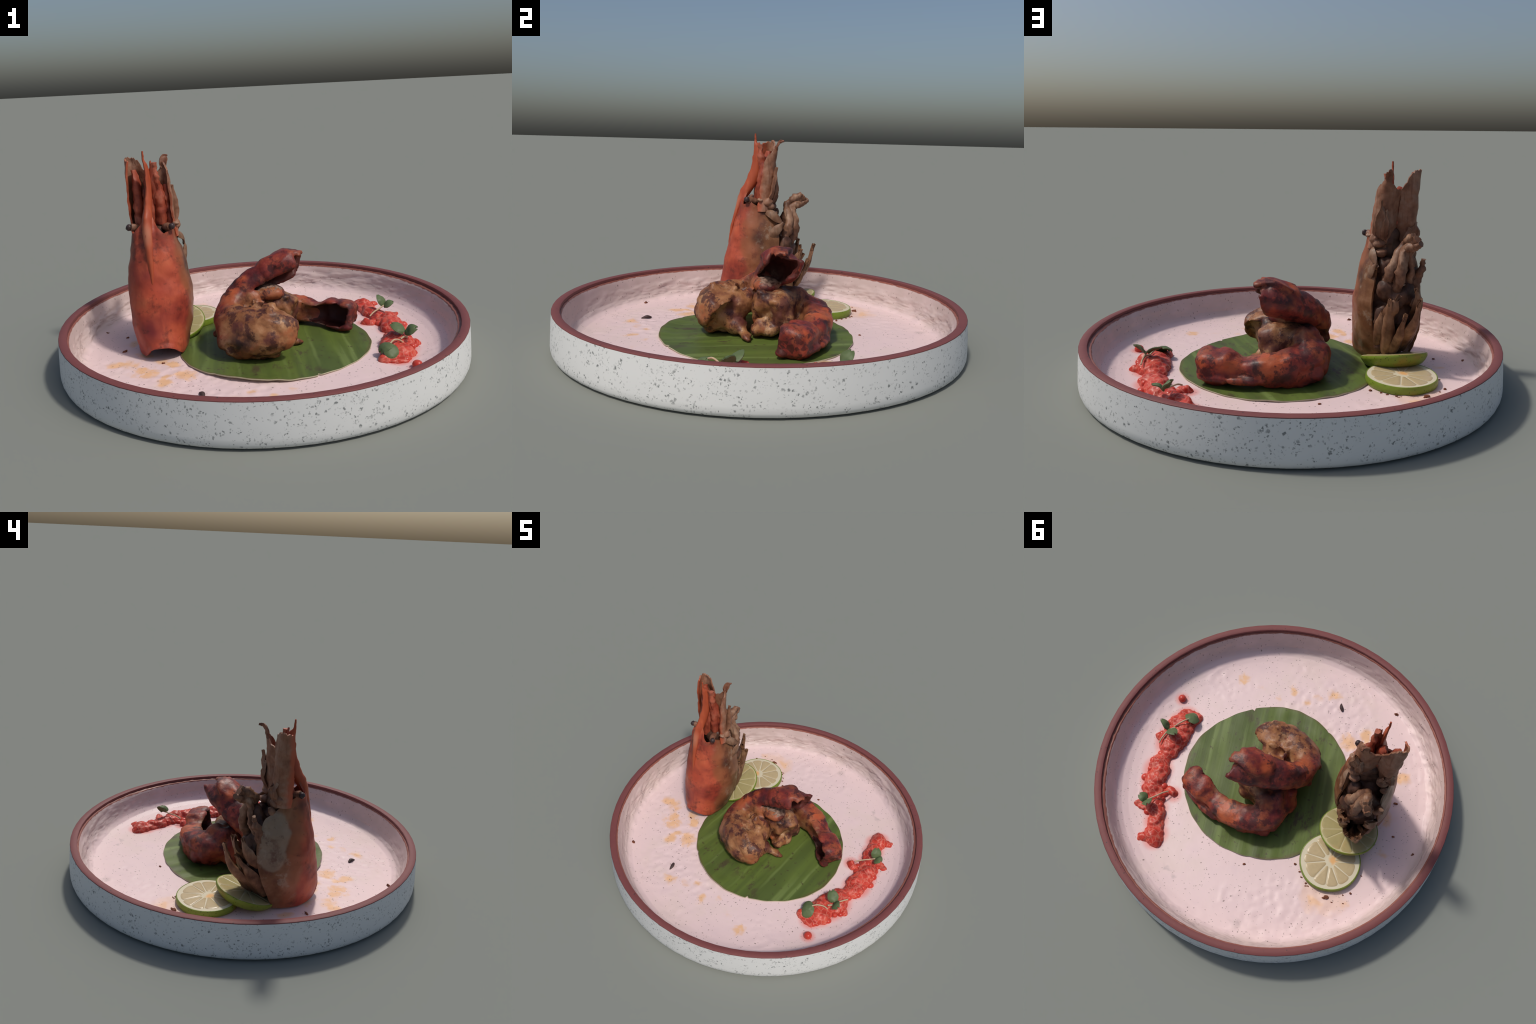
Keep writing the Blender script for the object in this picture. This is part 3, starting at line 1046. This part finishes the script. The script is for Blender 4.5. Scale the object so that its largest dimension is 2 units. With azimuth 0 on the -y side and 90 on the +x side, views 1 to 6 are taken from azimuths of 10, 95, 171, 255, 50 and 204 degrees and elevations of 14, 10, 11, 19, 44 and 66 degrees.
    lumps = [ellipsoid((-.500, -.03, .33), (.115, .09, .24)), ellipsoid((-.500, -.05, .58), (.08, .05, .09)),
             ellipsoid((-.46, .055, .26), (.05, .05, .09)), ellipsoid((-.54, .06, .28), (.05, .05, .09)),
             ellipsoid((-.46, .075, .42), (.05, .045, .06)), ellipsoid((-.555, .075, .40), (.05, .045, .06)),
             ellipsoid((-.50, .105, .37), (.04, .03, .05)), ellipsoid((-.56, .065, .49), (.045, .04, .055)),
             ellipsoid((-.46, .035, .51), (.045, .04, .055)), ellipsoid((-.53, .08, .55), (.035, .03, .045)),
             ellipsoid((-.50, .025, .15), (.085, .06, .08)), ellipsoid((-.50, -.03, .65), (.055, .03, .05))]
    v, f = merge(*lumps)
    me = remeshed(v, f, .008, "gill_mass", 2)
    co, no = mesh_arrays(me)
    dn = fbm(co, 16, 3, 4) * .014 + (crumple(co, 22, 2) - .4) * .016
    co = co + no * dn[:, None]
    set_co(me, co)
    me = faceted(me, .3)
    co, no = mesh_arrays(me)
    part("gill_mass", co, [tuple(p.vertices) for p in me.polygons], mdk, head, None)
    bpy.data.meshes.remove(me)

    # walking legs, folded up and bent outwards at the knee
    for pts, rad, s in (
            ([(-.455, .080, .44), (-.462, .100, .50), (-.490, .102, .56), (-.528, .084, .622), (-.540, .120, .660), (-.548, .168, .693)],
             [.022, .027, .023, .021, .020, .014], 1),
            ([(-.500, .098, .40), (-.500, .128, .47), (-.508, .134, .54), (-.532, .116, .616), (-.552, .160, .638), (-.572, .200, .660)],
             [.022, .027, .026, .022, .021, .016], 2),
            ([(-.558, .088, .45), (-.562, .112, .52), (-.552, .116, .60), (-.550, .140, .643), (-.562, .182, .678)],
             [.018, .018, .016, .017, .015], 3),
            ([(-.595, .068, .42), (-.607, .086, .48), (-.617, .104, .53), (-.622, .113, .57)], [.026, .022, .016, .007], 4)):
        v, f = tube(pts, rad, 12, up=(1, 0, 0), bumps=.012, seed=s)
        part("leg", v, f, mbr, head, 60)
    # coxa rings
    for k, (x, y, z, r) in enumerate(((-.600, .075, .43, .024), (-.45, .085, .46, .022), (-.58, .11, .36, .024), (-.60, .02, .58, .020))):
        v, f = ellipsoid((x, y, z), (r, r * .9, r * 1.1), 16, 10)
        v = v + fbm(v, 25, 3, k)[:, None] * .006
        part("leg_joint", v, f, mbr, head, 60)

    # maxillipeds and joints under the scales
    mmx = mat_chitin("maxilliped_tan", (.12, .045, .025), (.25, .12, .07), (.36, .23, .16), seed=7)
    for sp, w, s in (([(-.424, -.010, .655), (-.426, .014, .72), (-.431, .020, .78), (-.428, .028, .834)], .050, 1),
                     ([(-.455, .005, .650), (-.456, .028, .70), (-.458, .028, .75), (-.460, .022, .79)], .034, 2),
                     ([(-.600, -.008, .640), (-.604, .010, .67), (-.608, .014, .70), (-.612, .004, .73)], .046, 3),
                     ([(-.572, .0, .62), (-.575, .018, .66), (-.582, .020, .70)], .036, 5)):
        v, f = petal(sp, w, (0.1, 1, 0), .016, -.25, ragged=.008, seed=s, tipw=.5)
        part("maxilliped", v, f, mmx, head, 60)
    for k, (x, y, z, r) in enumerate(((-.413, -.014, .650, .026), (-.435, -.002, .630, .030), (-.605, -.012, .640, .028),
                                      (-.575, -.002, .610, .03), (-.445, .012, .585, .03), (-.402, -.055, .662, .016))):
        v, f = ellipsoid((x, y, z), (r, r * .9, r * .85), 18, 12)
        v = v + fbm(v, 25, 3, k + 9)[:, None] * .007
        part("maxilliped_joint", v, f, mmx, head, 60)

    # cheek flaps peeling off beside the legs
    mfl = mat_chitin("membrane_pale", (.085, .040, .024), (.19, .095, .052), (.30, .20, .135), seed=2)
    for sp, w, fc, s in (([(-.405, -.020, .600), (-.392, .015, .590), (-.396, .050, .560), (-.408, .080, .528)], .044, (1, .3, .4), 1),
                         ([(-.385, .000, .460), (-.386, .045, .505), (-.404, .078, .545)], .050, (1, .3, .3), 2)):
        v, f = petal(sp, w, fc, .006, .2, seed=s, tipw=.5)
        part("cheek_flap", v, f, mfl, head, 60)

    # torn gill plates fanning out at the foot
    mgp = mat_chitin("gill_plate_brown", (.07, .026, .014), (.20, .095, .05), (.33, .185, .105), seed=4)
    plates = (([(-.466, .065, .075), (-.458, .105, .15), (-.452, .140, .27), (-.446, .176, .385)], .056, (.5, 1, 0), 1),
              ([(-.490, .07, .075), (-.494, .125, .14), (-.500, .180, .23), (-.506, .210, .315)], .040, (.0, 1, 0), 2),
              ([(-.520, .05, .09), (-.545, .116, .17), (-.555, .205, .27), (-.561, .240, .395)], .064, (-.3, 1, 0), 3),
              ([(-.560, .030, .10), (-.580, .085, .18), (-.588, .125, .25), (-.578, .176, .335)], .076, (-.6, 1, 0), 4),
              ([(-.470, .105, .27), (-.455, .145, .315), (-.466, .166, .36), (-.482, .168, .395)], .050, (.3, 1, 0), 6),
              ([(-.590, .080, .28), (-.604, .118, .33), (-.596, .142, .375), (-.580, .150, .42)], .062, (-.6, 1, 0), 7),
              ([(-.430, .035, .12), (-.424, .070, .20), (-.426, .088, .26), (-.436, .102, .31)], .056, (.8, .8, 0), 8))
    for sp, w, fc, s in plates:
        v, f = petal(sp, w, fc, .020, .45, ragged=.022, seed=20 + s, tipw=.35)
        part("gill_plate", v, f, mgp, head, 60)


build_head()


# ================================================================= LIME SLICES
def mat_rind():
    m = Mat("lime_rind_green", .4)
    c = m.mix(m.noise(7, 4), (.115, .19, .018), (.24, .31, .035))
    c = m.mix(m.math('LESS_THAN', m.voronoi(70), .22), c, (.09, .14, .014))
    c = m.mix(m.band(m.noise(5, 4, seed=4), .56, .72, 0, .7), c, (.26, .15, .03))
    m.bump(m.voronoi(60), .3, .003)
    return m.color(c)


def mat_pith(a, b):
    m = Mat("lime_pith_cream", .55)
    c = m.mix(m.noise(20, 3), a, b)
    c = m.mix(m.near((.015, .01, .04), .012, .035, vec=m.warped(.03, 30)), c, (.72, .40, .16))
    return m.color(c)


def mat_pulp(name, tint):
    m = Mat(name, .3)
    r = m.noise(1, 4, vec=m.scaled((38, 38, 5)), dist=.6)
    c = m.mix(r, tuple(np.array(tint) * .78), tint)
    c = m.mix(m.band(m.noise(5, 3, seed=3), .5, .7, 0, .6), c, (.56, .32, .13))
    m.b.inputs["Subsurface Weight"].default_value = .08
    m.b.inputs["Subsurface Radius"].default_value = (.03, .02, .008)
    m.bump(m.noise(60, 3), .25, .003)
    return m.color(c)


RIND, PITH, PITH_B = mat_rind(), mat_pith((.57, .50, .34), (.68, .61, .46)), mat_pith((.46, .40, .22), (.56, .50, .30))


def lime(center, normal, radius, thick, pulp, spin, label, pith_w=.14, nseg=11, domed=False, pith=None):
    """center: middle of the lower face"""
    o = thing("lime_slice", center, label, "lime slice")
    z = Vector(unit(normal))
    o.rotation_mode = 'QUATERNION'
    from mathutils import Quaternion
    o.rotation_quaternion = z.to_track_quat('Z', 'Y') @ Quaternion((0, 0, 1), spin)
    n = 72
    an = np.linspace(0, 2 * np.pi, n, endpoint=False)
    wob = 1 + .012 * np.sin(2 * an + 1) + .006 * np.sin(5 * an)

    def disc(prof):
        return [np.c_[r * wob * np.cos(an), r * wob * np.sin(an), np.full(n, h)] for r, h in prof]

    def local(name, v, f, mat, ang=40):
        me = make_mesh(name, v, f)
        fix_normals(me)
        me.set_sharp_from_angle(angle=math.radians(ang))
        me.materials.append(mat)
        return link(bpy.data.objects.new(name, me), o)
    R, T = radius, thick
    side = ([(R * .30, 0), (R * .66, .003), (R * .80, T * .2), (R * .90, T * .45), (R * .97, T * .75)] if domed else
            [(R * .55, 0), (R * .90, 0), (R * .965, .006), (R * .995, T * .35), (R, T * .6)])
    v, f = loft(disc(side + [(R * .985, T * .9), (R * .975, T), (R * .955, T + .001), (R * .94, T - .004)]), cap=False)
    local("rind", v, f, RIND)
    v, f = loft(disc([(R * .952, T - .006), (R * .950, T - .0005), (R * .90, T), (R * .5, T), (R * .02, T)]), cap=True)
    local("pith", v, f, pith or PITH)
    # juicy segments, slightly proud of the pith, each its own wedge
    r_out = R * (1 - pith_w) - .003
    cut = 2 * np.pi * (np.arange(nseg) + rng.uniform(-.16, .16, nseg)) / nseg
    cut = np.r_[cut, cut[0] + 2 * np.pi]
    for k in range(nseg):
        a0 = .5 * (cut[k] + cut[k + 1])
        half = .5 * (cut[k + 1] - cut[k])
        r_in = R * (.18 + rng.uniform(-.03, .04))
        gap = .0023
        ro = r_out * (1 + rng.uniform(-.02, .02))
        ring = []
        for s in np.linspace(-1, 1, 11):
            a = s * (half - gap / ro)
            q = ro * (1 - .07 * abs(s) ** 5)
            ring.append((q * math.cos(a), q * math.sin(a)))
        for s in np.linspace(1, -1, 5):
            a = s * max(half - gap / r_in, .04) * .8
            q = r_in * (1 + .10 * abs(s))
            ring.append((q * math.cos(a), q * math.sin(a)))
        ring = np.array(ring)
        c = ring.mean(0)
        layers = []
        for sc, h in ((1.0, T - .003), (1.0, T + .0006), (.97, T + .0012), (.6, T + .0015), (.1, T + .0015)):
            p = c + (ring - c) * sc
            layers.append(np.c_[p, np.full(len(p), h)])
        v, f = loft(layers)
        ca, sa = math.cos(a0), math.sin(a0)
        v = np.c_[v[:, 0] * ca - v[:, 1] * sa, v[:, 0] * sa + v[:, 1] * ca, v[:, 2]]
        local("segment", v, f, pulp, 35)
    return o


PULP_A = mat_pulp("lime_pulp_beige", (.54, .42, .24))
PULP_B = mat_pulp("lime_pulp_olive", (.42, .36, .17))
lime((-.470, .303, FLOOR - .004), (0, 0.01, 1), .166, .043, PULP_A, .3, "thick round lime slice lying flat, green rind")
n2 = unit(V(.02, -.31, 1))
lime(V(-.497, .103, .100) - n2 * .062, n2, .166, .062, PULP_B, .9, "domed lime end leaning on a slice, olive pulp", .06, domed=True, pith=PITH_B)


# ================================================================= ROE AND CRESS
def build_roe():
    base = (.62, .15, FLOOR)
    o = thing("fish_roe", base, "streak of glossy red fish roe in sauce", "fish roe")
    m = Mat("roe_sauce_red", .4, base)
    c = m.ramp(m.noise(18, 4), [(.3, (.36, .030, .022)), (.55, (.55, .055, .035)), (.75, (.62, .11, .07))])
    c = m.mix(m.band(m.voronoi(32, 'DISTANCE_TO_EDGE'), .0, .12, .55, 0), c, (.66, .22, .16))
    m.bump(m.noise(50, 3), .3, .005)
    m.color(c)
    R = spline(ROE_PATH, 40)
    pieces = []
    for i, (x, y, w, h) in enumerate(R):
        j = rng.uniform(-1, 1, 2) * .010
        k = rng.uniform(.8, 1.02)
        pieces.append(ellipsoid((x + j[0], y + j[1], FLOOR + .002), (w * k * 1.02, w * k * .92, h * rng.uniform(.85, 1.2)), 20, 12))
    for x, y, r, h in ((.50, .295, .024, .03), (.53, .285, .026, .02), (.655, .425, .022, .022), (.625, .425, .03, .025),
                       (.75, -.005, .022, .024), (.60, -.195, .04, .03), (.535, .60, .03, .02), (.69, .13, .03, .02),
                       (.655, -.02, .06, .062), (.64, -.09, .05, .055)):
        pieces.append(ellipsoid((x, y, FLOOR + .002), (r, r, h), 18, 10))
    v, f = merge(*pieces)
    me = remeshed(v, f, .006, "sauce", 2)
    co, no = mesh_arrays(me)
    co = co + no * (fbm(co, 12, 3, 5) * .017 + (.45 - crumple(co, 20, 6)) * .006)[:, None]
    co[:, 2] = np.maximum(co[:, 2], FLOOR - .006)
    part("sauce", co, [tuple(p.vertices) for p in me.polygons], m.m, o, None)
    bpy.data.meshes.remove(me)

    me_ = Mat("roe_egg_red", .28, base)
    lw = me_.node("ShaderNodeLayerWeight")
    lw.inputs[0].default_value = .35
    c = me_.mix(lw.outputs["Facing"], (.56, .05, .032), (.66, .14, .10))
    rnd = me_.node("ShaderNodeObjectInfo").outputs["Random"]
    c = me_.mix(me_.math('MULTIPLY', rnd, .5), c, (.40, .030, .022))
    me_.b.inputs["Subsurface Weight"].default_value = .1
    me_.b.inputs["Subsurface Radius"].default_value = (.02, .006, .004)
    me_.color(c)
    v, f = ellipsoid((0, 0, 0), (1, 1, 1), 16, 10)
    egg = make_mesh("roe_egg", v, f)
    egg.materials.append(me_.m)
    placed = []
    tries = 0
    while len(placed) < 48 and tries < 6000:
        tries += 1
        t = rng.uniform(0, len(R) - 1)
        x, y, w, h = R[int(t)]
        a, q = rng.uniform(0, 2 * np.pi), math.sqrt(rng.uniform(0, 1)) * 1.0
        px, py = x + math.cos(a) * q * w, y + math.sin(a) * q * w
        # eggs are clearest along the outer side, sunk elsewhere
        if any((px - u) ** 2 + (py - k) ** 2 < .034 ** 2 for u, k in placed):
            continue
        placed.append((px, py))
        r = rng.uniform(.016, .024)
        top = FLOOR + h * math.sqrt(max(0, 1 - q * q)) * .92
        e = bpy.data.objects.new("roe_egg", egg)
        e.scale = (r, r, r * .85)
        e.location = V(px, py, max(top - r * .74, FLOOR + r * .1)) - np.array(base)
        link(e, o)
    lone = thing("roe_drop", (.739, -.280, FLOOR), "single glossy red fish egg", "fish roe")
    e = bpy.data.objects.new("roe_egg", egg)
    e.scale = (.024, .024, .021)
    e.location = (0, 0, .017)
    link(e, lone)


build_roe()


def build_cress():
    m = Mat("cress_leaf_green", .5)
    c = m.mix(m.noise(20, 4), (.095, .135, .056), (.150, .200, .088))
    m.color(c)
    tb = m.node("ShaderNodeBsdfTranslucent")
    tb.inputs[0].default_value = (.16, .22, .06, 1)
    mx = m.node("ShaderNodeMixShader")
    mx.inputs[0].default_value = .15
    m.nt.links.new(m.b.outputs[0], mx.inputs[1])
    m.nt.links.new(tb.outputs[0], mx.inputs[2])
    m.nt.links.new(mx.outputs[0], m.nt.nodes["Material Output"].inputs[0])
    ms = Mat("cress_stem_pale", .5)
    ms.color(ms.mix(ms.noise(30, 2), (.42, .30, .20), (.55, .42, .26)))

    def leaf(o, root, tip, facing, width, s):
        root, tip = V(*root), V(*tip)
        tip = root + (tip - root) * 1.22
        width = width * 1.08
        L = np.linalg.norm(tip - root)
        t = unit(tip - root)
        sd = unit(np.cross(t, facing))
        nr = np.cross(sd, t)
        nu, nv = 15, 13
        g = np.zeros((nu, nv, 3))
        for i in range(nu):
            x = i / (nu - 1)
            w = width * (math.sin(math.pi * (.06 + .90 * x) ** .85)) ** .75 + .002
            for j in range(nv):
                u = 2 * j / (nv - 1) - 1
                heart = .16 * L * smooth(x, .75, 1) * (1 - abs(u)) * -1     # notch at the tip
                g[i, j] = (root + t * (x * L + heart) + sd * u * w * .5
                           + nr * (.22 * L * math.sin(math.pi * x) * .5 - .12 * width * u * u))
        P = g.reshape(-1, 3)
        P = P + fbm(P, 30, 2, s)[:, None] * nr * .004
        v, f = sheet(P.reshape(nu, nv, 3), .0055)
        part("leaf", v, f, m.m, o, 60)

    def stem(o, pts, r=.0045):
        v, f = tube(pts, [r] * len(pts), 8)
        part("stem", v, f, ms.m, o, 60)
    lab = "small green cress sprig with two round leaves"
    a = thing("cress_sprig", (.615, -.165, FLOOR + .03), lab, "microgreen")
    leaf(a, (.622, -.150, .098), (.582, -.180, .074), (-.3, -.3, .9), .060, 1)
    leaf(a, (.622, -.152, .096), (.628, -.212, .048), (.2, -.8, .6), .062, 2)
    stem(a, [(.622, -.150, .096), (.640, -.125, .104), (.665, -.095, .092), (.688, -.078, .070)])
    b = thing("cress_sprig", (.690, -.030, FLOOR + .04), lab, "microgreen")
    leaf(b, (.690, -.035, .112), (.640, -.015, .140), (.5, -.5, .8), .058, 3)
    leaf(b, (.694, -.040, .112), (.738, -.062, .140), (-.3, -.6, .8), .054, 4)
    stem(b, [(.690, -.036, .112), (.700, -.010, .102), (.708, .025, .095), (.712, .055, .085)])
    c = thing("cress_sprig", (.600, .400, FLOOR + .04), lab, "microgreen")
    leaf(c, (.598, .402, .098), (.575, .430, .140), (.6, -.4, .6), .056, 5)
    leaf(c, (.600, .400, .098), (.640, .395, .118), (0, -.3, 1), .056, 6)
    stem(c, [(.600, .400, .098), (.570, .360, .090), (.545, .325, .084), (.525, .300, .070)], .004)
    # a pale loose stalk on the roe
    stem(a, [(.672, -.070, .088), (.690, -.050, .092), (.705, -.038, .084)], .005)


build_cress()


# ================================================================= CRUMBS
def build_bits():
    mk = Mat("burnt_bit_black", .6)
    mk.color(mk.mix(mk.noise(40), (.035, .022, .022), (.08, .048, .045)))
    s = thing("burnt_seed", (-.168, -.621, FLOOR), "small curved black burnt scrap", "food scrap")
    v, f = tube([(-.156, -.648, FLOOR + .003), (-.160, -.634, FLOOR + .007), (-.168, -.618, FLOOR + .010), (-.182, -.602, FLOOR + .004)],
                [.003, .008, .011, .007], 10, flat=.7)
    part("scrap", v, f, mk.m, s, 60)
    mb = Mat("spice_crumb_brown", .7)
    mb.color(mb.mix(mb.noise(40), (.10, .03, .018), (.22, .07, .03)))
    k = thing("spice_crumbs", (-.5, .4, FLOOR), "scattered small reddish brown spice crumbs", "crumbs")
    spots = [(-.487, -.713, .014), (-.871, .075, .014), (-.525, .485, .014), (-.515, .495, .010), (-.395, .46, .006),
             (-.36, .44, .007), (-.34, .415, .006), (-.636, .413, .008), (-.60, .44, .006), (-.44, .475, .005),
             (-.40, .475, .006), (-.68, -.17, .011), (-.44, -.30, .009), (-.735, .02, .008), (-.655, .30, .006),
             (-.045, .50, .008), (-.30, .385, .008), (-.41, .472, .007), (-.62, .48, .005), (-.56, .50, .006)]
    pcs = []
    for i, (x, y, r) in enumerate(spots):
        v, f = ellipsoid((x, y, FLOOR + r * .25), (r, r * rng.uniform(.5, .8), r * .5), 10, 7)
        v = v + fbm(v, 90, 2, i)[:, None] * r * .5
        pcs.append((v, f))
    v, f = merge(*pcs)
    c = part("crumb", v, f, mb.m, k, 60)
    c["kind"] = "stuff"


build_bits()
